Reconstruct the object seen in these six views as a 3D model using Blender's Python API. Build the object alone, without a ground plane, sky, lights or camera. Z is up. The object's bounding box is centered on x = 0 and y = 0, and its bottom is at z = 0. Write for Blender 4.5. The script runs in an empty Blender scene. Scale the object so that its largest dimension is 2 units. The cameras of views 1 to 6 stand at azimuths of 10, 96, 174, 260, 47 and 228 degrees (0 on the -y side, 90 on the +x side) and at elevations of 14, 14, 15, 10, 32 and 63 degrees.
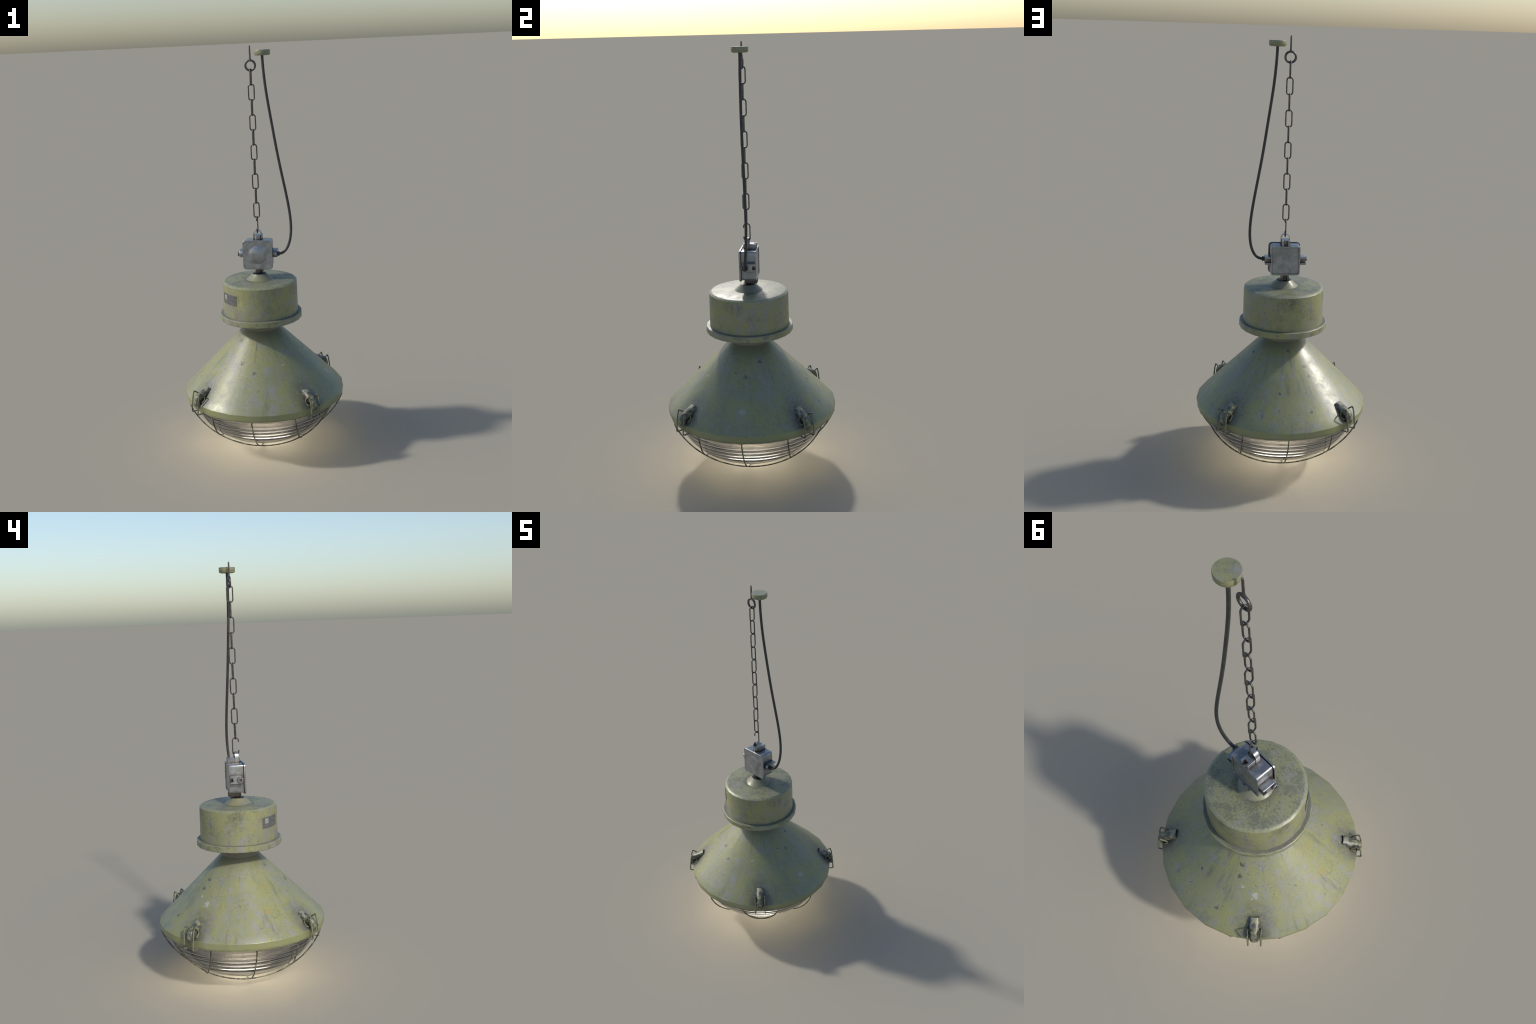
"""Old industrial pendant lamp: enamelled sheet-metal shade, cast junction box,
chain and cable, ribbed glass bowl behind a wire guard, four wire latches."""
import bpy, bmesh, math, random
from mathutils import Vector, Matrix

random.seed(7)
PI, TAU = math.pi, math.tau


# ------------------------------------------------------------------ helpers
def pol(az, r, z):
    """Azimuth in degrees (0 = -y, 90 = +x), radius, height."""
    a = math.radians(az)
    return Vector((r * math.sin(a), -r * math.cos(a), z))


class NT:
    """Small helper that grows a node tree."""

    def __init__(self, name):
        self.mat = bpy.data.materials.new(name)
        self.mat.use_nodes = True
        self.t = self.mat.node_tree
        self.bsdf = self.t.nodes["Principled BSDF"]
        self.out = self.t.nodes["Material Output"]
        self.co = self.t.nodes.new("ShaderNodeTexCoord").outputs["Object"]
        self.geo = self.t.nodes.new("ShaderNodeNewGeometry")

    def n(self, kind, **kw):
        nd = self.t.nodes.new(kind)
        for k, v in kw.items():
            setattr(nd, k, v)
        return nd

    def put(self, sock, v):
        if isinstance(v, bpy.types.NodeSocket):
            self.t.links.new(v, sock)
        else:
            if sock.type == "RGBA" and len(v) == 3:
                v = (*v, 1)
            sock.default_value = v

    def math(self, op, a, b=0.0, c=None, clamp=False):
        nd = self.n("ShaderNodeMath", operation=op, use_clamp=clamp)
        self.put(nd.inputs[0], a)
        self.put(nd.inputs[1], b)
        if c is not None:
            self.put(nd.inputs[2], c)
        return nd.outputs[0]

    def noise(self, scale, detail=4.0, rough=0.55, vec=None, dist=0.0):
        nd = self.n("ShaderNodeTexNoise")
        self.put(nd.inputs["Vector"], vec or self.co)
        nd.inputs["Scale"].default_value = scale
        nd.inputs["Detail"].default_value = detail
        nd.inputs["Roughness"].default_value = rough
        nd.inputs["Distortion"].default_value = dist
        return nd.outputs["Fac"]

    def voro(self, scale, vec=None, rnd=1.0):
        nd = self.n("ShaderNodeTexVoronoi")
        self.put(nd.inputs["Vector"], vec or self.co)
        nd.inputs["Scale"].default_value = scale
        nd.inputs["Randomness"].default_value = rnd
        return nd.outputs["Distance"]

    def mapr(self, v, a, b, c=0.0, d=1.0, smooth=True):
        nd = self.n("ShaderNodeMapRange")
        nd.interpolation_type = "SMOOTHSTEP" if smooth else "LINEAR"
        self.put(nd.inputs[0], v)
        for i, x in enumerate((a, b, c, d)):
            nd.inputs[i + 1].default_value = x
        return nd.outputs[0]

    def mix(self, f, a, b, blend="MIX"):
        nd = self.n("ShaderNodeMix", data_type="RGBA", blend_type=blend)
        self.put(nd.inputs[0], f)
        self.put(nd.inputs[6], a)
        self.put(nd.inputs[7], b)
        return nd.outputs[2]

    def vmath(self, op, a, b=(0, 0, 0)):
        nd = self.n("ShaderNodeVectorMath", operation=op)
        self.put(nd.inputs[0], a)
        self.put(nd.inputs[1], b)
        return nd.outputs["Value"] if op in ("LENGTH", "DISTANCE", "DOT_PRODUCT") else nd.outputs["Vector"]

    def sep(self, v):
        nd = self.n("ShaderNodeSeparateXYZ")
        self.put(nd.inputs[0], v)
        return nd.outputs

    def comb(self, x, y, z):
        nd = self.n("ShaderNodeCombineXYZ")
        for s, v in zip(nd.inputs, (x, y, z)):
            self.put(s, v)
        return nd.outputs[0]

    def bump(self, h, strength=0.3, dist=0.002):
        nd = self.n("ShaderNodeBump")
        nd.inputs["Strength"].default_value = strength
        nd.inputs["Distance"].default_value = dist
        self.put(nd.inputs["Height"], h)
        self.put(self.bsdf.inputs["Normal"], nd.outputs[0])

    def ao(self, dist):
        nd = self.n("ShaderNodeAmbientOcclusion", samples=8)
        nd.inputs["Distance"].default_value = dist
        return nd.outputs["AO"]

    def done(self, **kw):
        for k, v in kw.items():
            self.put(self.bsdf.inputs[k.replace("_", " ")], v)
        return self.mat


ROOT = bpy.data.objects.new("pendant_lamp", None)
bpy.context.scene.collection.objects.link(ROOT)
ROOT.empty_display_size = 0.1
ROOT["label"] = "weathered green enamel factory pendant lamp on a chain"
ROOT["category"] = "hanging lamp"


def link(name, me, mat=None, parent=ROOT):
    ob = bpy.data.objects.new(name, me)
    bpy.context.scene.collection.objects.link(ob)
    ob.parent = parent
    if mat is not None and not me.materials:
        me.materials.append(mat)
    return ob


def finish(bm, name, angle=32.0):
    """Recalculate normals, shade smooth, mark edges steeper than angle as sharp."""
    bmesh.ops.remove_doubles(bm, verts=bm.verts, dist=1e-6)
    bmesh.ops.recalc_face_normals(bm, faces=bm.faces)
    lim = math.radians(angle)
    for f in bm.faces:
        f.smooth = True
    for e in bm.edges:
        e.smooth = not (len(e.link_faces) == 2 and e.calc_face_angle(0) > lim)
    me = bpy.data.meshes.new(name)
    bm.to_mesh(me)
    bm.free()
    return me


def lathe(bm, profile, seg=24, phase=0.0, centre=(0, 0)):
    """Turn (r, z) points about a vertical axis; r = 0 closes to a pole."""
    rings = []
    for r, z in profile:
        if r < 1e-6:
            rings.append([bm.verts.new((centre[0], centre[1], z))])
        else:
            rings.append([bm.verts.new(pol(phase + 360 * i / seg, r, z) + Vector((*centre, 0))) for i in range(seg)])
    for a, b in zip(rings, rings[1:]):
        for i in range(seg):
            j = (i + 1) % seg
            q = [a[i % len(a)], a[j % len(a)], b[j % len(b)], b[i % len(b)]]
            q = list(dict.fromkeys(q))
            if len(q) > 2:
                bm.faces.new(q)


def tube(bm, pts, rad, sides=10, closed=False, caps=True):
    """Sweep a round section along a polyline with parallel transport."""
    pts = [Vector(p) for p in pts]
    n = len(pts)
    rads = rad if isinstance(rad, (list, tuple)) else [rad] * n
    tang = []
    for i in range(n):
        a = pts[(i - 1) % n] if (closed or i) else pts[i]
        b = pts[(i + 1) % n] if (closed or i < n - 1) else pts[i]
        tang.append((b - a).normalized())
    nrm = tang[0].orthogonal().normalized()
    rings = []
    for i in range(n):
        nrm = (nrm - nrm.dot(tang[i]) * tang[i]).normalized()
        bi = tang[i].cross(nrm)
        rings.append([bm.verts.new(pts[i] + rads[i] * (math.cos(TAU * k / sides) * nrm + math.sin(TAU * k / sides) * bi)) for k in range(sides)])
    m = n if closed else n - 1
    shift = 0
    if closed:
        d = rings[0][0].co - pts[0]
        shift = min(range(sides), key=lambda k: (rings[-1][k].co - pts[-1] - d).length)
    for i in range(m):
        a, b = rings[i], rings[(i + 1) % n]
        s = -shift if (closed and i == n - 1) else 0
        if closed and i == n - 1:
            for k in range(sides):
                bm.faces.new([a[(k + shift) % sides], a[(k + 1 + shift) % sides], b[(k + 1) % sides], b[k]])
        else:
            for k in range(sides):
                bm.faces.new([a[k], a[(k + 1) % sides], b[(k + 1) % sides], b[k]])
    if not closed and caps:
        bm.faces.new(rings[0])
        bm.faces.new(rings[-1])


def smooth_path(ctrl, steps=8):
    """Catmull-Rom through control points."""
    c = [Vector(p) for p in ctrl]
    c = [2 * c[0] - c[1]] + c + [2 * c[-1] - c[-2]]
    out = []
    for i in range(1, len(c) - 2):
        p0, p1, p2, p3 = c[i - 1:i + 3]
        for s in range(steps):
            t = s / steps
            out.append(0.5 * (2 * p1 + (p2 - p0) * t + (2 * p0 - 5 * p1 + 4 * p2 - p3) * t * t + (3 * p1 - p0 - 3 * p2 + p3) * t ** 3))
    out.append(c[-2])
    return out


def round_path(pts, rad, steps=4):
    """Polyline with its inner corners replaced by small bends."""
    p = [Vector(q) for q in pts]
    out = [p[0]]
    for a, b, c in zip(p, p[1:], p[2:]):
        u, v = (a - b), (c - b)
        k = min(rad, u.length * 0.45, v.length * 0.45)
        s, e = b + u.normalized() * k, b + v.normalized() * k
        for i in range(steps + 1):
            t = i / steps
            out.append((1 - t) ** 2 * s + 2 * t * (1 - t) * b + t * t * e)
    out.append(p[-1])
    return out


def rounded_rect(hw, hh, r, n=5):
    pts = []
    for cx, cz, a0 in ((hw - r, hh - r, 0), (-hw + r, hh - r, 90), (-hw + r, -hh + r, 180), (hw - r, -hh + r, 270)):
        for i in range(n + 1):
            a = math.radians(a0 + 90 * i / n)
            pts.append((cx + r * math.cos(a), cz + r * math.sin(a)))
    return pts


def prism(bm, outline, frames):
    """Loft a 2-D outline through placed copies: frames = list of functions (u, v) -> xyz."""
    rings = [[bm.verts.new(f(u, v)) for u, v in outline] for f in frames]
    n = len(outline)
    for a, b in zip(rings, rings[1:]):
        for i in range(n):
            bm.faces.new([a[i], a[(i + 1) % n], b[(i + 1) % n], b[i]])
    bm.faces.new(rings[0])
    bm.faces.new(rings[-1])


# ---------------------------------------------------------------- materials
GREEN = (0.282, 0.282, 0.112)
SAGE = (0.242, 0.250, 0.138)
LAVENDER = (0.258, 0.255, 0.250)
PALE = (0.40, 0.41, 0.41)
GREY = (0.20, 0.195, 0.175)
DARK = (0.055, 0.062, 0.05)
OCHRE = (0.30, 0.225, 0.06)


def spot(m, az, r, z, size, stretch=(1, 1, 1), warp=None):
    """Soft mask around one point; the lookup is warped by noise so its rim is ragged."""
    p = m.vmath("SUBTRACT", warp if warp is not None else m.co, tuple(pol(az, r, z)))
    p = m.vmath("MULTIPLY", p, stretch)
    soft = m.mapr(m.vmath("LENGTH", p), size * 0.25, size * 1.15, 1.0, 0.0, smooth=False)
    return soft


def ragged(m, soft, grain, edge=0.05):
    """Break a soft falloff into islands with a noise threshold."""
    f = m.math("ADD", soft, m.math("MULTIPLY", m.math("SUBTRACT", grain, 0.5), 2.4))
    return m.mapr(f, 0.62 - edge, 0.62 + edge)


def cone_z(r):
    return 0.614 - (r - 0.0935) * 1.0113


def paint(name, part):
    """Sun-bleached green enamel. part: shade, drum, latch, plain."""
    m = NT(name)
    x, y, z = m.sep(m.co)[:]
    rad = m.math("SQRT", m.math("ADD", m.math("MULTIPLY", x, x), m.math("MULTIPLY", y, y)))
    inv = m.math("DIVIDE", 0.3, m.math("MAXIMUM", rad, 0.02))
    ux, uy = m.math("MULTIPLY", x, inv), m.math("MULTIPLY", y, inv)
    # coordinates stretched along the fall line
    if part == "drum":
        run = m.comb(m.math("MULTIPLY", x, 1.0), m.math("MULTIPLY", y, 1.0), m.math("MULTIPLY", z, 0.22))
    else:
        run = m.comb(ux, uy, m.math("MULTIPLY", z, 0.22)) if part == "shade" else m.co
    wn = m.n("ShaderNodeTexNoise")
    m.put(wn.inputs["Vector"], m.co)
    wn.inputs["Scale"].default_value = 70
    wn.inputs["Detail"].default_value = 3
    warp = m.vmath("ADD", m.co, m.vmath("MULTIPLY", m.vmath("SUBTRACT", wn.outputs["Color"], (0.5, 0.5, 0.5)), (0.022,) * 3))

    big = m.noise(7, 5, 0.6)
    med = m.noise(24, 6, 0.62, dist=0.3)
    fine = m.noise(85, 5, 0.65)
    streak = m.noise(20, 5, 0.6, vec=run)
    fstreak = m.noise(60, 4, 0.6, vec=run)

    col = m.mix(m.mapr(big, 0.38, 0.62), SAGE, GREEN)
    lav = m.math("ADD", m.math("MULTIPLY", med, 0.55), m.math("ADD", m.math("MULTIPLY", streak, 0.45), m.math("MULTIPLY", fine, 0.25)))
    col = m.mix(m.math("MULTIPLY", m.mapr(lav, 0.60, 0.76), 0.85), col, LAVENDER)
    yel = m.math("MULTIPLY", m.mapr(m.noise(38, 5, 0.65, dist=0.2), 0.52, 0.68), 0.55)
    col = m.mix(yel, col, (0.305, 0.292, 0.085))
    grit = m.mapr(m.noise(210, 3, 0.7), 0.35, 0.68)
    col = m.mix(m.math("MULTIPLY", grit, 0.30), col, (0.135, 0.145, 0.10))
    pepper = m.math("MULTIPLY", m.mapr(m.noise(95, 5, 0.75, dist=0.3), 0.52, 0.64), m.mapr(m.noise(11, 3), 0.36, 0.56))
    col = m.mix(m.math("MULTIPLY", pepper, 0.52), col, (0.13, 0.135, 0.105))
    # drip streaks and general grime
    grime = m.math("MULTIPLY", m.mapr(fstreak, 0.55, 0.75), m.mapr(m.noise(5, 3), 0.42, 0.62))
    col = m.mix(m.math("MULTIPLY", grime, 0.5), col, (0.14, 0.15, 0.10))
    speck = m.math("MULTIPLY", m.mapr(m.noise(150, 3, 0.6), 0.62, 0.70), m.mapr(m.noise(14, 3), 0.42, 0.60))
    col = m.mix(m.math("MULTIPLY", speck, 0.7), col, DARK)
    # tiny ochre rust
    rust = m.math("MULTIPLY", m.mapr(m.noise(45, 3, 0.5), 0.70, 0.78), m.mapr(m.noise(6, 2), 0.5, 0.6))
    col = m.mix(m.math("MULTIPLY", rust, 0.7), col, OCHRE)
    rough = m.mapr(med, 0.3, 0.7, 0.34, 0.46)
    metal = 0.0

    if part == "shade":
        # scratches: thin contours of a stretched noise where a second noise allows it
        sc = m.math("ABSOLUTE", m.math("SUBTRACT", m.noise(9, 2, 0.5, dist=1.4), 0.5))
        scr = m.math("MULTIPLY", m.mapr(sc, 0.0, 0.008, 1.0, 0.0), m.mapr(m.noise(17, 3), 0.54, 0.62))
        col = m.mix(m.math("MULTIPLY", scr, 0.55), col, (0.12, 0.13, 0.10))
        grain = m.noise(130, 4, 0.65, dist=0.4)
        # bare chips
        chip = m.math("MULTIPLY", m.mapr(m.noise(55, 4, 0.6, dist=0.6), 0.665, 0.685), m.mapr(m.noise(4.5, 2), 0.46, 0.55))
        col = m.mix(m.math("MULTIPLY", chip, 0.85), col, (0.07, 0.08, 0.075))
        for az, r, size, tone, amt in (
            (-135.5, 0.275, 0.018, PALE, 0.65), (-147, 0.249, 0.010, PALE, 0.55), (89.3, 0.322, 0.020, PALE, 0.40),
            (34.5, 0.228, 0.012, PALE, 0.6), (-75.9, 0.300, 0.024, OCHRE, 0.65), (-85.6, 0.287, 0.012, OCHRE, 0.6),
            (-69.3, 0.210, 0.022, OCHRE, 0.4), (-58.6, 0.377, 0.012, OCHRE, 0.7), (-137.8, 0.303, 0.012, OCHRE, 0.7),
            (-151.6, 0.188, 0.012, DARK, 0.85), (-150.6, 0.221, 0.011, DARK, 0.8), (172.7, 0.272, 0.009, DARK, 0.9),
            (-161.4, 0.341, 0.011, DARK, 0.8), (160.9, 0.352, 0.012, DARK, 0.35), (-18.8, 0.218, 0.016, DARK, 0.9),
            (-0.9, 0.252, 0.013, DARK, 0.6), (-170.9, 0.125, 0.012, DARK, 0.85), (112.8, 0.153, 0.010, DARK, 0.8),
            (90.8, 0.204, 0.012, DARK, 0.7), (-40, 0.137, 0.014, DARK, 0.5),
        ):
            s = ragged(m, spot(m, az, r, cone_z(r), size * 1.15, warp=warp), grain)
            col = m.mix(m.math("MULTIPLY", s, amt), col, tone)
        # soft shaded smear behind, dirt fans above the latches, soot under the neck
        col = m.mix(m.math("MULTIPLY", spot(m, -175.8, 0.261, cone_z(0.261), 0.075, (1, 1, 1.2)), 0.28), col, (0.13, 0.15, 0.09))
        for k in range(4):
            s = spot(m, 45 + 90 * k, 0.352, cone_z(0.352), 0.090, (1, 1, 0.8), warp=warp)
            s = m.math("MULTIPLY", s, m.mapr(m.noise(55, 5, 0.7), 0.36, 0.58, 0.35, 1.0))
            col = m.mix(m.math("MULTIPLY", s, 0.85), col, (0.105, 0.102, 0.09))
            under = spot(m, 45 + 90 * k, 0.396, 0.296, 0.066, (1, 1, 0.8))  # latch's contact shadow baked into the enamel colour
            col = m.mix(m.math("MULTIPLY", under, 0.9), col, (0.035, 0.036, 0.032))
        long = m.math("MULTIPLY", m.mapr(m.noise(26, 4, 0.6, vec=run), 0.53, 0.68), m.mapr(m.noise(6, 3), 0.44, 0.60))
        col = m.mix(m.math("MULTIPLY", long, 0.68), col, (0.125, 0.135, 0.095))
        pale = m.math("MULTIPLY", m.mapr(m.noise(34, 4, 0.6, vec=m.vmath("ADD", run, (3.1, 1.7, 0.4))), 0.56, 0.72), 0.32)
        col = m.mix(pale, col, (0.25, 0.255, 0.26))
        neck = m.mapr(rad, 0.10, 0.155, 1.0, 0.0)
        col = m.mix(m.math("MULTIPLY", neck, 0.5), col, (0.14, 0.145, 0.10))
        # plain, yellower lip
        lip = m.mapr(z, 0.2985, 0.3005, 1.0, 0.0)
        col = m.mix(m.math("MULTIPLY", lip, 0.55), col, (0.275, 0.285, 0.12))
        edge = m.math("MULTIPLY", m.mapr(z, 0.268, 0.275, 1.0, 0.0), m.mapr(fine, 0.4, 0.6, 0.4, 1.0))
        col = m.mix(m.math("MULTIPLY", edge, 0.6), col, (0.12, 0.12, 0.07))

    if part == "drum":
        up = m.mapr(m.sep(m.geo.outputs["Normal"])[2], 0.75, 0.95)
        # lichen-mottled lid
        spots = m.mapr(m.math("ADD", m.math("MULTIPLY", m.noise(115, 4, 0.7), 0.6), m.math("MULTIPLY", m.noise(19, 4), 0.5)), 0.520, 0.595)
        col = m.mix(m.math("MULTIPLY", m.math("MULTIPLY", spots, up), 0.82), col, (0.085, 0.095, 0.075))
        col = m.mix(m.math("MULTIPLY", up, 0.35), col, (0.19, 0.195, 0.125))
        crumbs = m.math("MULTIPLY", m.mapr(m.noise(170, 4, 0.7), 0.56, 0.66), m.mapr(m.noise(24, 3), 0.42, 0.58))
        col = m.mix(m.math("MULTIPLY", m.math("MULTIPLY", crumbs, up), 0.85), col, (0.05, 0.055, 0.045))
        bleach = m.math("MULTIPLY", m.mapr(m.noise(80, 4, 0.7, vec=m.vmath("ADD", m.co, (2, 5, 1))), 0.58, 0.68), up)
        col = m.mix(m.math("MULTIPLY", bleach, 0.6), col, (0.30, 0.30, 0.235))
        side = m.math("MULTIPLY", m.mapr(m.math("ADD", m.math("MULTIPLY", m.noise(52, 5, 0.7), 0.55), m.math("MULTIPLY", m.noise(11, 3), 0.5)), 0.53, 0.66), m.math("SUBTRACT", 1.0, up))
        col = m.mix(m.math("MULTIPLY", side, 0.5), col, (0.125, 0.125, 0.08))
        cup = m.math("MULTIPLY", m.mapr(rad, 0.0665, 0.0655), m.mapr(z, 0.861, 0.863))
        col = m.mix(m.math("MULTIPLY", cup, m.mapr(med, 0.3, 0.7, 0.25, 0.8)), col, (0.19, 0.178, 0.13))
        rough = m.math("ADD", rough, m.math("MULTIPLY", up, 0.10))
        halo = m.math("MULTIPLY", m.mapr(rad, 0.095, 0.070), up)
        col = m.mix(m.math("MULTIPLY", halo, 0.5), col, (0.10, 0.10, 0.07))
        # brown-grey bare band around the plate, yellow moss beside it, tar stains at the top edge
        for az, zz, size, st, tone, amt in (
            (-47, 0.785, 0.105, (1, 1, 0.75), (0.20, 0.195, 0.165), 0.85), (-38, 0.735, 0.055, (1, 1, 0.7), (0.20, 0.19, 0.16), 0.8),
            (-18, 0.79, 0.050, (1.2, 1, 0.8), (0.36, 0.37, 0.07), 0.6), (-100, 0.83, 0.050, (1, 1, 1.1), (0.085, 0.095, 0.06), 0.75),
            (75, 0.83, 0.050, (1, 1, 1.1), (0.085, 0.095, 0.05), 0.7), (182, 0.83, 0.050, (1, 1, 1.1), (0.085, 0.09, 0.05), 0.75),
            (-8, 0.82, 0.055, (1, 1, 1), (0.13, 0.135, 0.07), 0.4), (30, 0.83, 0.045, (1, 1, 1), (0.10, 0.11, 0.07), 0.45),
        ):
            s = spot(m, az, 0.187, zz, size, st, warp=warp)
            rag = m.mapr(m.math("ADD", m.math("MULTIPLY", m.noise(70, 5, 0.7), 0.6), m.math("MULTIPLY", m.noise(40, 4, 0.6, vec=run), 0.4)), 0.42, 0.60)
            col = m.mix(m.math("MULTIPLY", m.math("MULTIPLY", s, rag), amt), col, tone)
        shoulder = m.math("MULTIPLY", m.mapr(z, 0.853, 0.857), m.mapr(rad, 0.170, 0.175))
        col = m.mix(m.math("MULTIPLY", shoulder, m.mapr(fine, 0.45, 0.6, 0.1, 0.45)), col, (0.31, 0.325, 0.22))
        seam = m.math("MULTIPLY", m.mapr(rad, 0.1995, 0.196), m.mapr(z, 0.70, 0.695))
        col = m.mix(m.math("MULTIPLY", seam, 0.75), col, (0.13, 0.125, 0.105))
        rim = m.math("MULTIPLY", m.mapr(m.noise(40, 4), 0.54, 0.62), m.mapr(rad, 0.202, 0.204))
        col = m.mix(m.math("MULTIPLY", rim, 0.5), col, (0.10, 0.10, 0.075))
        run_low = m.math("MULTIPLY", m.mapr(z, 0.78, 0.70), m.mapr(m.noise(34, 4, 0.6, vec=run), 0.5, 0.66))
        col = m.mix(m.math("MULTIPLY", run_low, 0.35), col, (0.15, 0.15, 0.11))

    if part == "plain":
        col = m.mix(m.math("MULTIPLY", m.mapr(m.noise(75, 5, 0.7), 0.48, 0.66), 0.6), col, (0.12, 0.12, 0.095))
        col = m.mix(m.math("MULTIPLY", m.mapr(m.noise(48, 3, 0.5), 0.62, 0.70), 0.6), col, OCHRE)
        col = m.mix(0.2, col, (0.17, 0.165, 0.09))

    if part == "latch":
        bare = m.mapr(m.noise(55, 5, 0.7, dist=0.5), 0.44, 0.53)
        col = m.mix(m.math("MULTIPLY", bare, 0.9), col, (0.085, 0.082, 0.075))
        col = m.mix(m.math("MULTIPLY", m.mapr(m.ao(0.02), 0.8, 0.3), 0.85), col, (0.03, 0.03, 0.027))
        rough = m.mapr(bare, 0, 1, 0.50, 0.44)
        metal = m.math("MULTIPLY", bare, 0.35)

    relief = m.math("ADD", m.math("MULTIPLY", med, 0.5), m.math("MULTIPLY", fine, 0.22))
    m.bump(m.math("ADD", relief, m.math("MULTIPLY", streak, 0.6)), 0.24, 0.004)
    return m.done(Base_Color=col, Roughness=rough, Metallic=metal, Specular_IOR_Level=0.68)


def cast_metal(name):
    """Galvanised cast iron with brown rust in the joints."""
    m = NT(name)
    big, fine = m.noise(26, 5, 0.6), m.noise(120, 5, 0.65)
    col = m.mix(m.mapr(big, 0.35, 0.65), (0.255, 0.27, 0.28), (0.36, 0.375, 0.385))
    col = m.mix(m.math("MULTIPLY", m.mapr(fine, 0.6, 0.72), 0.55), col, (0.13, 0.125, 0.12))
    pit = m.mapr(m.voro(75), 0.05, 0.11, 1.0, 0.0)
    pit = m.math("MULTIPLY", pit, m.mapr(m.noise(30, 2), 0.5, 0.6))
    col = m.mix(m.math("MULTIPLY", pit, 0.8), col, (0.05, 0.045, 0.04))
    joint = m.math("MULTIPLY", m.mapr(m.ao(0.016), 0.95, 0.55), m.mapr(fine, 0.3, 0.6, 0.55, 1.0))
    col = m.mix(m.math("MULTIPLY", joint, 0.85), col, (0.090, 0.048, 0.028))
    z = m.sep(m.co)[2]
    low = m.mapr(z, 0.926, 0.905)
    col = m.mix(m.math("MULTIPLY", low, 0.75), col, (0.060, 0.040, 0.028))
    m.bump(m.math("ADD", m.math("MULTIPLY", big, 0.4), m.math("MULTIPLY", fine, 0.6)), 0.18, 0.002)
    return m.done(Base_Color=col, Roughness=m.mapr(big, 0.3, 0.7, 0.26, 0.40), Metallic=0.75)


def wire_metal(name, tone, painted=0.0):
    m = NT(name)
    fine = m.noise(90, 5, 0.65)
    col = m.mix(m.mapr(fine, 0.35, 0.7), tone, tuple(c * 1.7 for c in tone))
    col = m.mix(m.math("MULTIPLY", m.mapr(m.noise(40, 3), 0.58, 0.7), 0.5), col, (0.085, 0.052, 0.035))
    if painted:
        flake = m.mapr(m.noise(38, 4, 0.6), 0.50 - 0.16 * painted, 0.60 - 0.16 * painted)
        col = m.mix(m.math("MULTIPLY", flake, 0.85), col, (0.20, 0.205, 0.115))
        return m.done(Base_Color=col, Roughness=0.5, Metallic=m.math("SUBTRACT", 0.6, m.math("MULTIPLY", flake, 0.6)))
    return m.done(Base_Color=col, Roughness=0.38, Metallic=0.8)


def rubber(name):
    m = NT(name)
    col = m.mix(m.mapr(m.noise(60, 4), 0.4, 0.7), (0.026, 0.027, 0.027), (0.042, 0.042, 0.04))
    return m.done(Base_Color=col, Roughness=0.46)


def glass(name):
    m = NT(name)
    z = m.sep(m.co)[2]
    ribbed = m.mapr(z, 0.112, 0.125)
    flat = m.vmath("MULTIPLY", m.co, (1, 1, 6))
    m.bump(m.noise(16, 3, 0.5, vec=flat), 0.06, 0.01)
    col = m.mix(ribbed, (0.84, 0.835, 0.825), (0.62, 0.61, 0.595))
    return m.done(Base_Color=col, Roughness=m.mapr(ribbed, 0, 1, 0.06, 0.11), IOR=1.45, Transmission_Weight=1.0)


def mirror(name):
    m = NT(name)
    col = m.mix(m.mapr(m.noise(30, 4), 0.35, 0.7), (0.17, 0.165, 0.16), (0.25, 0.245, 0.24))
    return m.done(Base_Color=col, Roughness=0.55, Metallic=0.35)


def glow(name, strength, tint=(1.0, 0.85, 0.60), fade=None):
    m = NT(name)
    if fade:  # emission graded from tip to edge, softening the white glint it makes
        strength = m.math("MULTIPLY", m.mapr(m.sep(m.co)[2], fade[0], fade[1], 0.03, 1.0), strength)
    return m.done(Base_Color=(0.5, 0.49, 0.46), Roughness=0.4, Emission_Color=tint, Emission_Strength=strength)


def label_metal(name, tone, metallic=0.6):
    m = NT(name)
    f = m.noise(160, 4, 0.6)
    col = m.mix(m.mapr(f, 0.35, 0.7), tone, tuple(c * 0.62 for c in tone))
    return m.done(Base_Color=col, Roughness=0.42, Metallic=metallic)


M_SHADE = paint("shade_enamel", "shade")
M_DRUM = paint("drum_enamel", "drum")
M_PLAIN = paint("canopy_enamel", "plain")
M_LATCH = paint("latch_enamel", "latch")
M_CAST = cast_metal("cast_metal")
M_CHAIN = wire_metal("chain_steel", (0.085, 0.08, 0.075))
M_WIRE = wire_metal("guard_wire", (0.055, 0.052, 0.047), 0.25)
M_SPRING = wire_metal("latch_wire", (0.065, 0.062, 0.056), 0.7)
M_RUBBER = rubber("cable_rubber")
M_GLASS = glass("bowl_glass")
M_MIRROR = mirror("reflector_aluminium")
M_GLOW = glow("lamp_glow", 14.0, (1.0, 0.93, 0.82), (0.165, 0.118))

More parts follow.
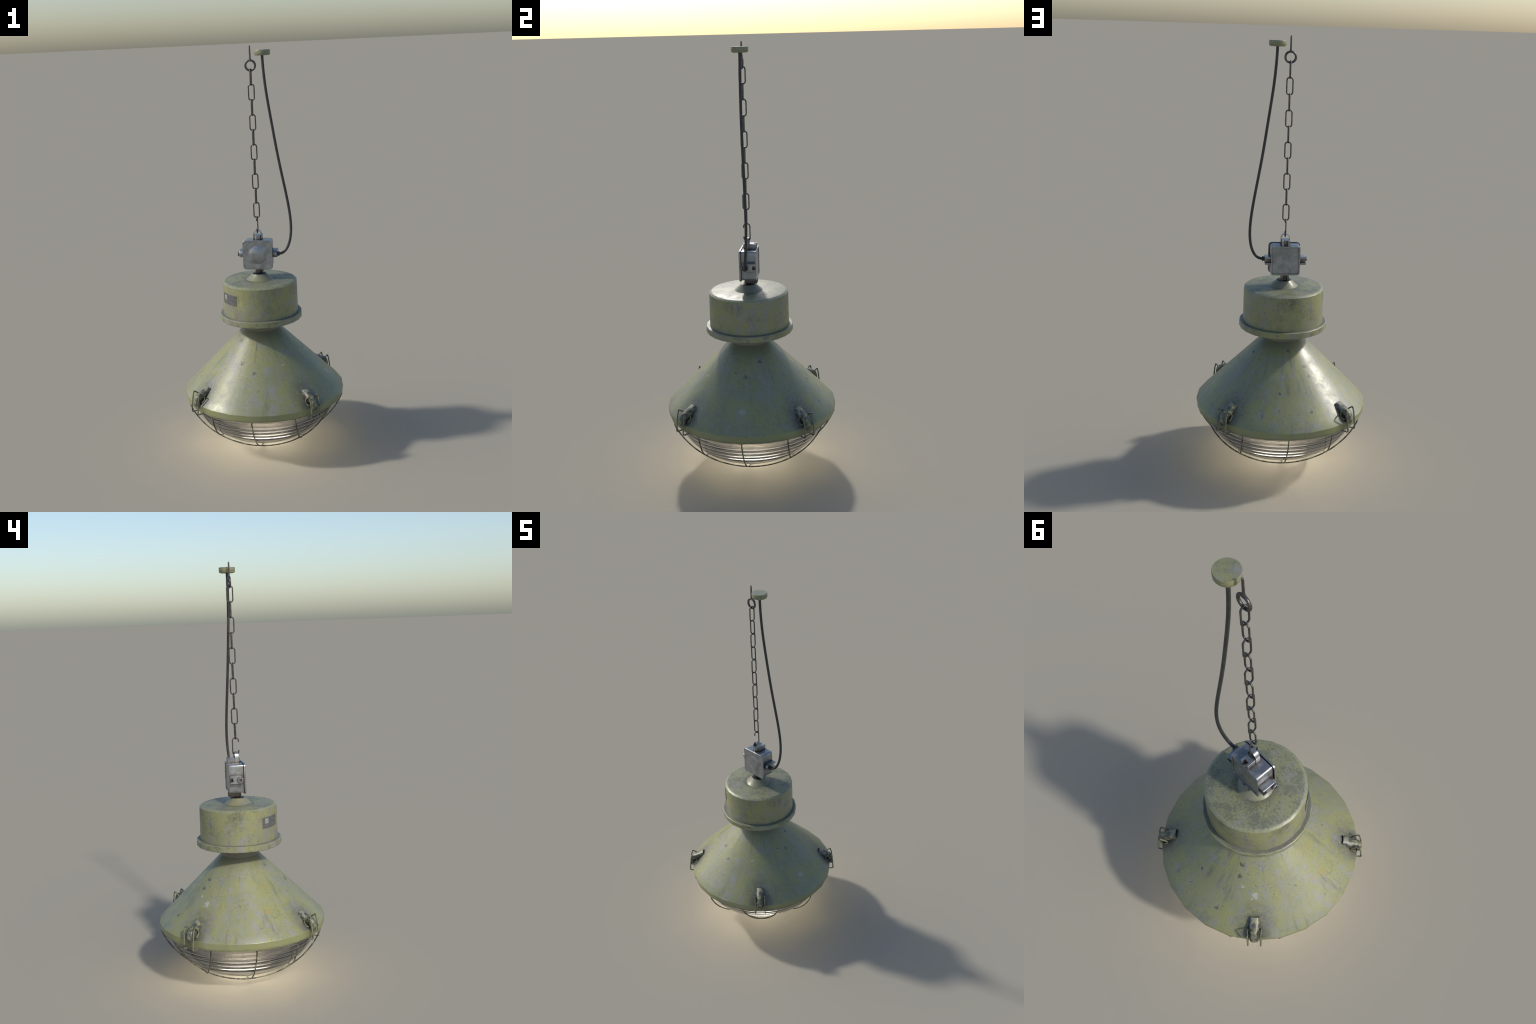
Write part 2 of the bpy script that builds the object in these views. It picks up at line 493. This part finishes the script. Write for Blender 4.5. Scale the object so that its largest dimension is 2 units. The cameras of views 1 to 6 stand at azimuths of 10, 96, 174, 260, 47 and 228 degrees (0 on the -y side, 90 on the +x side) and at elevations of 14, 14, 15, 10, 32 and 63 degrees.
# ------------------------------------------------------------ shade and drum
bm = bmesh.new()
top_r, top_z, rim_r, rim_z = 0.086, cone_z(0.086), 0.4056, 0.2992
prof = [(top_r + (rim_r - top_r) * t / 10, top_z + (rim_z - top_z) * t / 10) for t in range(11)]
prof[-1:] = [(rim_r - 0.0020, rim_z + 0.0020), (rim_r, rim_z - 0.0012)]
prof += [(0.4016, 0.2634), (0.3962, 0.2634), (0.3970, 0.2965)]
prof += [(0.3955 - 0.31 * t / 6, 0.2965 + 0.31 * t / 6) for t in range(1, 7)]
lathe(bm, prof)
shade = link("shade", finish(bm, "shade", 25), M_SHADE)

bm = bmesh.new()
lathe(bm, [(0.0, 0.8905), (0.0, 0.8905)][:1] + [(0.0345, 0.8905), (0.0355, 0.8890), (0.0655, 0.8624), (0.0662, 0.8620), (0.1735, 0.8618), (0.1790, 0.8598), (0.1866, 0.8535),
           (0.1872, 0.8400), (0.1880, 0.7600), (0.1888, 0.6960), (0.2035, 0.6952), (0.2062, 0.6930), (0.2064, 0.6690), (0.2042, 0.6662),
           (0.0960, 0.6650), (0.0938, 0.6400), (0.0936, 0.6080), (0.0, 0.6070)])
drum = link("ballast_housing", finish(bm, "ballast_housing", 24), M_DRUM)

# dark gasket disc filling the top of the stem cup; then the stem
bm = bmesh.new()
lathe(bm, [(0.0, 0.8921), (0.031, 0.8921), (0.0335, 0.8912), (0.0335, 0.8895), (0.0, 0.8895)], 20)
link("dark_disc", finish(bm, "dark_disc"), M_RUBBER, drum)
bm = bmesh.new()
lathe(bm, [(0.0, 0.900), (0.0125, 0.900), (0.0125, 0.890), (0.0, 0.890)], 16)
link("stem", finish(bm, "stem"), M_CAST, drum)

# maker's plate: curved slab with a raised border, a pale square and rows of bars
PLATE = link("nameplate", None or bpy.data.meshes.new("nameplate"), None, drum)


def curved_slab(bm, az0, az1, z0, z1, r0, r1, n=8):
    cols = []
    for i in range(n + 1):
        az = az0 + (az1 - az0) * i / n
        cols.append([bm.verts.new(pol(az, r, z)) for r, z in ((r0, z0), (r1, z0), (r1, z1), (r0, z1))])
    for a, b in zip(cols, cols[1:]):
        for k in range(4):
            bm.faces.new([a[k], a[(k + 1) % 4], b[(k + 1) % 4], b[k]])
    bm.faces.new(cols[0])
    bm.faces.new(cols[-1])


def slab_obj(name, specs, mat, parent):
    bm = bmesh.new()
    for s in specs:
        curved_slab(bm, *s)
    return link(name, finish(bm, name), mat, parent)


bpy.data.objects.remove(PLATE)
A0, A1, Z0, Z1, RP = -62.0, -29.5, 0.7645, 0.8155, 0.1865
PLATE = slab_obj("nameplate", [(A0, A1, Z0, Z1, RP - 0.003, RP + 0.0018)], label_metal("plate_field", (0.17, 0.168, 0.17), 0.4), drum)
b = 0.0022
bd = math.degrees(b / RP)
light = label_metal("plate_relief", (0.25, 0.25, 0.255), 0.5)
slab_obj("plate_border", [(A0, A1, Z0, Z0 + b, RP, RP + 0.0028), (A0, A1, Z1 - b, Z1, RP, RP + 0.0028),
                          (A0, A0 + bd, Z0 + b, Z1 - b, RP, RP + 0.0027), (A1 - bd, A1, Z0 + b, Z1 - b, RP, RP + 0.0027)], light, PLATE)
slab_obj("plate_emblem", [(-57.7, -50.3, 0.7995, 0.8105, RP, RP + 0.0027), (-57.7, -50.3, 0.787, 0.7975, RP, RP + 0.0027), (-55.6, -53.0, 0.797, 0.7998, RP, RP + 0.0024)],
         label_metal("plate_emblem", (0.40, 0.415, 0.42), 0.3), PLATE)
bars = []
for row, zz in enumerate((0.8065, 0.8015, 0.7965, 0.7915)):
    az = -48.5
    while az < -33:
        w = random.uniform(1.0, 3.2)
        bars.append((az, min(az + w, -31.4), zz, zz + 0.0026, RP, RP + 0.0023, 2))
        az += w + random.uniform(0.6, 1.0)
for zz in (0.7785, 0.7715):
    az = -59.0
    while az < -33:
        w = random.uniform(1.4, 4.0)
        bars.append((az, min(az + w, -31.4), zz, zz + 0.0035, RP, RP + 0.0023, 2))
        az += w + random.uniform(0.7, 1.3)
txt = slab_obj("plate_lettering", bars, light, PLATE)
txt["kind"] = "stuff"

# ---------------------------------------------------- glass, reflector, bulb
# Bowl: clear smooth bottom up to RIB_Z, then prismatic ribs moulded on the inside.
GC, GA, GH, RIB_Z, TOP_Z = 0.280, 0.3655, 0.262, 0.116, 0.2725
RIB_PITCH, RIB_DEPTH, WALL = 0.0235, 0.005, 0.0062
outside, inside = [], []
for i in range(301):
    if i < 60:
        z = GC - GH * math.cos(math.acos((GC - RIB_Z) / GH) * i / 60)
    else:
        z = RIB_Z + (TOP_Z - RIB_Z) * (i - 60) / 240
    r = GA * math.sqrt(max(0.0, 1 - ((GC - z) / GH) ** 2)) if i else 0.0
    nr, nz = r / GA ** 2, (z - GC) / GH ** 2
    nl = math.hypot(nr, nz)
    nr, nz = nr / nl, nz / nl
    ph = ((z - RIB_Z) / RIB_PITCH) % 1.0 if z > RIB_Z else 0.0
    saw = ph / 0.8 if ph < 0.8 else (1 - ph) / 0.2
    t = WALL - RIB_DEPTH * saw * (1.0 - 4.2 * max(0.0, z - 0.15))
    outside.append((r, z))
    inside.append((max(0.0, r - t * nr), z - t * nz))
bm = bmesh.new()
lathe(bm, outside + inside[::-1], 96)
bowl = link("glass_bowl", finish(bm, "glass_bowl", 60), M_GLASS)

bm = bmesh.new()
prof = []
for i in range(61):
    t = i / 60
    r = 0.386 * (1 - t) + 0.06 * t
    zz = 0.273 + 0.235 * math.sin(t * PI / 2)
    prof.append((r + 0.002 * math.cos(t * TAU * 9), zz))
lathe(bm, prof, 72)
link("reflector", finish(bm, "reflector", 60), M_MIRROR)
# emissive face modelled low to put the white patch in the ribs; grey neck
FACE_Z, TIP_Z, FACE_R = 0.185, 0.113, 0.125
bm = bmesh.new()
lathe(bm, [(0, TIP_Z)] + [(FACE_R * math.sin(PI / 2 * i / 10), FACE_Z - (FACE_Z - TIP_Z) * math.cos(PI / 2 * i / 10)) for i in range(1, 11)] + [(0, FACE_Z + 0.001)], 40)
glint_bulb = link("glint_bulb", finish(bm, "glint_bulb", 60), M_GLOW)
bm = bmesh.new()
lathe(bm, [(0, FACE_Z + 0.0015), (FACE_R * 0.985, FACE_Z + 0.0015), (FACE_R * 0.8, FACE_Z + 0.02), (0.04, 0.28), (0.028, 0.33), (0.028, 0.50), (0, 0.50)], 40)
link("bulb_neck", finish(bm, "bulb_neck", 60), M_MIRROR, glint_bulb)
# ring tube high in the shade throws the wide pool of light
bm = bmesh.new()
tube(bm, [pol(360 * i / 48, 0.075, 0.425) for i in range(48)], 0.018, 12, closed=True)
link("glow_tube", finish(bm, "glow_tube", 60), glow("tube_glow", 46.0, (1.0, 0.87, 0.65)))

# ------------------------------------------------------------- wire guard
GUARD_A, GUARD_C, WG = 0.420, 0.370, 0.0033
guard = None
for axis in (0, 1):
    for c in (-0.2025, 0.0, 0.2025):
        half = math.sqrt(0.3985 ** 2 - c * c)
        pts = []
        for i in range(49):
            u = half * math.sin(PI / 2 * (i / 24 - 1))
            p = (u, c, GUARD_C + WG - GUARD_C * math.sqrt(1 - (u * u + c * c) / GUARD_A ** 2))
            pts.append(p if axis == 0 else (p[1], p[0], p[2]))
        for e in (0, -1):
            q = Vector(pts[e])
            pts.insert(0 if e == 0 else len(pts), (q.x * 0.993, q.y * 0.993, 0.272))
        bm = bmesh.new()
        tube(bm, pts, WG, 8)
        me = finish(bm, "guard_wire", 60)
        ob = link("guard_wire", me, M_WIRE, guard or ROOT)
        if guard is None:
            bm = bmesh.new()
            ring = [pol(360 * i / 72, 0.3935, 0.2685) for i in range(72)]
            tube(bm, ring, 0.0034, 8, closed=True)
            guard = link("wire_guard", finish(bm, "wire_guard", 60), M_WIRE)
            ob.parent = guard

# ----------------------------------------------------------------- latches
# local frame: x = radial, y = tangential, z = up
def latch_mesh():
    bm = bmesh.new()
    #        r      z     nr    nz    width  depth
    st = [(0.3428, 0.3770, 0.66, 0.75, 0.0195, 0.0150), (0.3600, 0.3700, 0.55, 0.83, 0.0198, 0.0200), (0.3800, 0.3605, 0.50, 0.86, 0.0198, 0.0235),
          (0.3950, 0.3535, 0.55, 0.83, 0.0185, 0.0230), (0.4065, 0.3475, 0.66, 0.75, 0.0172, 0.0230), (0.4142, 0.3400, 0.86, 0.50, 0.0160, 0.0230),
          (0.4195, 0.3280, 0.98, 0.20, 0.0162, 0.0225), (0.4218, 0.3150, 1.00, 0.00, 0.0175, 0.0215), (0.4214, 0.3030, 0.99, -0.14, 0.0180, 0.0195),
          (0.4180, 0.2930, 0.93, -0.36, 0.0172, 0.0160), (0.4135, 0.2880, 0.80, -0.60, 0.0150, 0.0120)]
    rings = []
    K = 12
    for r, z, nr, nz, w, d in st:
        ln = math.hypot(nr, nz)
        nr, nz = nr / ln, nz / ln
        ring = []
        for k in range(K + 1):
            u = PI * (k / K - 0.5)
            h = -d * (1 - max(0.0, math.cos(u)) ** 0.50)
            ring.append(Vector((r + nr * h, w * math.sin(u), z + nz * h)))
        inner = []
        for k in range(K + 1):
            u = PI * (k / K - 0.5)
            h = -d * (1 - max(0.0, math.cos(u)) ** 0.50) - 0.0022 * math.cos(u)
            inner.append(Vector((r + nr * h, (w - 0.0022) * math.sin(u), z + nz * h)))
        rings.append([bm.verts.new(p) for p in ring + inner[::-1]])
    n = len(rings[0])
    for a, b in zip(rings, rings[1:]):
        for i in range(n):
            bm.faces.new([a[i], a[(i + 1) % n], b[(i + 1) % n], b[i]])
    for q in (rings[0], rings[-1]):
        for k in range(K):
            bm.faces.new([q[k], q[k + 1], q[n - 2 - k], q[n - 1 - k]])
    # foot plate riveted to the cone, under the hood
    lo, hi = 0.358, 0.400
    vs = []
    for r, up in ((lo, -0.004), (hi, -0.004), (hi + 0.006, 0.016), (lo + 0.006, 0.016)):
        vs.append([bm.verts.new((r, t, cone_z(r) + up)) for t in (-0.012, 0.012)])
    for a, b in zip(vs, vs[1:] + vs[:1]):
        bm.faces.new([a[0], a[1], b[1], b[0]])
    bm.faces.new([v[0] for v in vs])
    bm.faces.new([v[1] for v in vs])
    return finish(bm, "latch", 40)


def spring_mesh():
    half = [(0.3890, 0.2660), (0.3905, 0.2590), (0.3950, 0.2573), (0.4165, 0.2570), (0.4220, 0.2620), (0.4185, 0.3000), (0.4130, 0.3400),
            (0.4062, 0.3610), (0.4020, 0.3608), (0.3905, 0.3530), (0.3800, 0.3430), (0.3760, 0.3350), (0.3785, 0.3250), (0.3890, 0.3150)]
    bm = bmesh.new()
    for s in (-1, 1):
        pts = [Vector((r, s * 0.026, z)) for r, z in half]
        pts.append(Vector((0.3930, s * 0.0235, 0.3125)))
        pts.append(Vector((0.3950, s * 0.006, 0.3110)))
        tube(bm, round_path(pts, 0.0035, 4), 0.0033, 8)
    return finish(bm, "latch_spring", 60)


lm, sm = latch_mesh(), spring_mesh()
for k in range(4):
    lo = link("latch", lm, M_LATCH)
    lo.rotation_euler.z = math.radians(45 + 90 * k)
    link("latch_spring", sm, M_SPRING, lo)

# ------------------------------------------------------------- junction box
CZ = 0.992
bm = bmesh.new()
outer = rounded_rect(0.0678, 0.0690, 0.011, 5)
inner = rounded_rect(0.0618, 0.0630, 0.008, 5)
fr = lambda yy: (lambda u, v: (u, yy, CZ + v))
rings = []
for ol, yy in ((inner, -0.022), (outer, -0.0215), (outer, 0.0450), (rounded_rect(0.0672, 0.0684, 0.0105, 5), 0.0465), (inner, 0.0465), (rounded_rect(0.0608, 0.0620, 0.008, 5), 0.0435)):
    rings.append([bm.verts.new((u, yy, CZ + v)) for u, v in ol])
for a, b in zip(rings, rings[1:]):
    for i in range(len(a)):
        j = (i + 1) % len(a)
        bm.faces.new([a[i], a[j], b[j], b[i]])
bm.faces.new(rings[0])
bm.faces.new(rings[-1])
box = link("junction_box", finish(bm, "junction_box", 40), M_CAST)

bm = bmesh.new()
LZ = 0.9908
outl = lambda d: rounded_rect(0.0742 - d, 0.0738 - d, 0.0165 - d, 6)
rings = []
for d, yy in ((0.012, -0.0200), (0.012, -0.0245), (0.0, -0.0245), (0.0, -0.0305), (0.0015, -0.0322)):
    rings.append([bm.verts.new((u, yy, LZ + v)) for u, v in outl(d)])
for a, b in zip(rings, rings[1:]):
    for i in range(len(a)):
        j = (i + 1) % len(a)
        bm.faces.new([a[i], a[j], b[j], b[i]])
bm.faces.new(rings[0])
bm.faces.new(rings[-1])
lid = link("lid", finish(bm, "lid", 40), M_CAST, box)
bm = bmesh.new()
dome = []
for i in range(9):
    t = i / 8
    dome.append((0.0472 * t, 0.0100 * (1 - t * t)))
cx, cz = 0.0005, 0.9915
prev = None
for r, h in dome:
    ring = [bm.verts.new((cx, -0.0318 - h, cz))] if r < 1e-6 else [bm.verts.new((cx + r * math.cos(TAU * k / 40), -0.0318 - h, cz + r * math.sin(TAU * k / 40))) for k in range(40)]
    if prev:
        for k in range(40):
            q = list(dict.fromkeys([prev[k % len(prev)], prev[(k + 1) % 40 % len(prev)], ring[(k + 1) % 40], ring[k]]))
            bm.faces.new(q)
    prev = ring
bm.faces.new(prev)
link("lid_boss", finish(bm, "lid_boss", 50), M_CAST, box)

# four identical entry blocks: half-round at the front, slotted at the back
def block_outline():
    pts = [(0.0183 * math.cos(math.radians(a)), -0.0002 + 0.0183 * math.sin(math.radians(a))) for a in range(180, 361, 15)]
    pts += [(0.0183, 0.0440), (0.0098, 0.0440), (0.0098, 0.0315), (-0.0098, 0.0315), (-0.0098, 0.0440), (-0.0183, 0.0440)]
    return pts


def entry_block(name, out, parent, reach=0.0945, start=0.064):
    """out: unit vector in the xz plane along which the block sticks out."""
    bm = bmesh.new()
    side = Vector((out.z, 0, -out.x))
    def at(e, shrink=1.0):
        return lambda u, v: Vector((0, 0, CZ - 0.0007)) + side * u * shrink + Vector((0, v, 0)) + out * e
    prism(bm, block_outline(), [at(start), at(reach - 0.0012), at(reach, 0.94)])
    return link(name, finish(bm, name, 30), M_CAST, parent)


for out in (Vector((1, 0, 0)), Vector((-1, 0, 0)), Vector((0, 0, 1)), Vector((0, 0, -1))):
    entry_block("entry_block", out, box)

# open bushing on the -x side, cable gland on the +x side
def bushing(name, sx, prof, mat):
    bm = bmesh.new()
    prev = None
    for e, r in prof:
        ring = [bm.verts.new((sx * e, -0.0015 + r * math.cos(TAU * k / 20), CZ - 0.001 + r * math.sin(TAU * k / 20))) for k in range(20)]
        if prev:
            for k in range(20):
                bm.faces.new([prev[k], prev[(k + 1) % 20], ring[(k + 1) % 20], ring[k]])
        else:
            bm.faces.new(ring)
        prev = ring
    bm.faces.new(prev)
    link(name, finish(bm, name, 35), mat, box)


bushing("bushing", -1, [(0.090, 0.0095), (0.0985, 0.0095), (0.0988, 0.0118), (0.1030, 0.0118), (0.1040, 0.0108), (0.1040, 0.0080), (0.0965, 0.0075)], M_CAST)
bushing("cable_gland", 1, [(0.090, 0.0100), (0.0985, 0.0095), (0.0990, 0.0110), (0.1045, 0.0125), (0.1050, 0.0105), (0.1030, 0.0070)], M_RUBBER)

# strap over the top block that takes the chain
bm = bmesh.new()
path = [(-0.0183, 1.0600), (-0.0183, 1.0860)]
path += [(-0.0183 * math.cos(PI * i / 14), 1.0865 + 0.0245 * math.sin(PI * i / 14)) for i in range(15)]
path += [(0.0183, 1.0860), (0.0183, 1.0600)]
th, y0, y1 = 0.0021, -0.0092, 0.0088
rows = []
for i, (px, pz) in enumerate(path):
    a, c = path[max(i - 1, 0)], path[min(i + 1, len(path) - 1)]
    t = Vector((c[0] - a[0], 0, c[1] - a[1])).normalized()
    nn = Vector((-t.z, 0, t.x))
    p = Vector((px, 0, pz))
    rows.append([bm.verts.new(p + nn * o + Vector((0, yy, 0))) for o, yy in ((0.0004, y0), (th + 0.0004, y0), (th + 0.0004, y1), (0.0004, y1))])
for a, b in zip(rows, rows[1:]):
    for k in range(4):
        bm.faces.new([a[k], a[(k + 1) % 4], b[(k + 1) % 4], b[k]])
bm.faces.new(rows[0])
bm.faces.new(rows[-1])
link("hanger_strap", finish(bm, "hanger_strap", 40), M_CAST, box)

# ------------------------------------------------------- chain and eye bolt
def link_path(hl, hw, n=8):
    """Long oval in a local plane (u across, v up)."""
    r = hw * 0.92
    pts = []
    for cx, cz, a0 in ((hw - r, hl - r, 0), (-hw + r, hl - r, 90), (-hw + r, -hl + r, 180), (hw - r, -hl + r, 270)):
        for i in range(n):
            a = math.radians(a0 + 90 * i / (n - 1))
            pts.append((cx + r * math.cos(a), cz + r * math.sin(a)))
    return pts


PITCH, TOPZ = 0.07118, 1.8525
bm = bmesh.new()
tube(bm, [(0, u, v) for u, v in link_path(0.0375, 0.0136)], 0.0032, 8, closed=True)
link_me = finish(bm, "chain_link", 60)

# eye bolt: ring plus tapered shank
bm = bmesh.new()
tube(bm, [(0.0233 * math.cos(TAU * i / 28), 0, 1.9065 + 0.0233 * math.sin(TAU * i / 28)) for i in range(28)], 0.0053, 10, closed=True)
tube(bm, [(0, 0, z) for z in (1.9270, 1.9335, 1.9375, 1.9430, 1.9600, 1.9930, 1.9975, 2.0)], [0.0056, 0.0060, 0.0050, 0.0041, 0.0040, 0.0038, 0.0030, 0.0010], 12)
chain = link("eye_bolt", finish(bm, "eye_bolt", 60), M_CHAIN)
for i in range(10):
    ob = link("chain_link", link_me, M_CHAIN, chain)
    ob.location = (0, 0, TOPZ - PITCH * i)
    ob.rotation_euler.z = (0 if i % 2 == 0 else PI / 2) + math.radians(random.uniform(-1.5, 1.5))
# open end hook, gap on the front side
bm = bmesh.new()
hp = link_path(0.0402, 0.0145, 10)
keep = [p for p in [(u, v) for u, v in hp] if not (p[0] < -0.012 and -0.020 < p[1] < 0.021)]
k0 = max(range(len(hp)), key=lambda i: 0)
left = [i for i, p in enumerate(hp)]
# walk from the upper-left end clockwise over the top, down the back and round the bottom
upper = [(-0.0145, 0.0205)] + [p for p in hp[10:20][::-1]] + [p for p in hp[0:10][::-1]]
lower = [p for p in hp[30:40][::-1]] + [p for p in hp[20:30][::-1]] + [(-0.0145, -0.0185)]
tube(bm, [(0, u, v) for u, v in upper + lower], 0.0029, 8)
hook = link("chain_hook", finish(bm, "chain_hook", 60), M_CHAIN, chain)
hook.location = (0, 0, 1.1388)

# ------------------------------------------------------ cable and its canopy
bm = bmesh.new()
ctrl = [(0.0588, 0.000, 1.954), (0.0588, 0.000, 1.929), (0.0653, -0.0015, 1.811), (0.0807, 0.000, 1.709), (0.0984, 0.0033, 1.584), (0.1157, 0.0087, 1.4546),
        (0.1452, 0.0154, 1.3032), (0.1603, 0.0187, 1.2073), (0.1666, 0.0172, 1.1374), (0.1652, 0.0135, 1.0804), (0.1534, 0.0075, 1.0293), (0.1330, 0.0022, 1.0000), (0.1140, -0.001, 0.9912), (0.0980, -0.0015, 0.9908)]
run = smooth_path(ctrl, 8)
for _ in range(60):  # let the rubber relax into one sweep
    run = [run[0]] + [(a + 2 * b + c) / 4 for a, b, c in zip(run, run[1:], run[2:])] + [run[-1]]
tube(bm, run, 0.0065, 12)
link("cable", finish(bm, "cable", 60), M_RUBBER)
bm = bmesh.new()
lathe(bm, [(0.0, 1.9510), (0.0300, 1.9510), (0.0355, 1.9528), (0.0382, 1.9575), (0.0386, 1.9755), (0.0376, 1.9772), (0.0, 1.9775)], 22, 0, (0.0588, 0.0))
link("ceiling_canopy", finish(bm, "ceiling_canopy", 34), M_PLAIN)
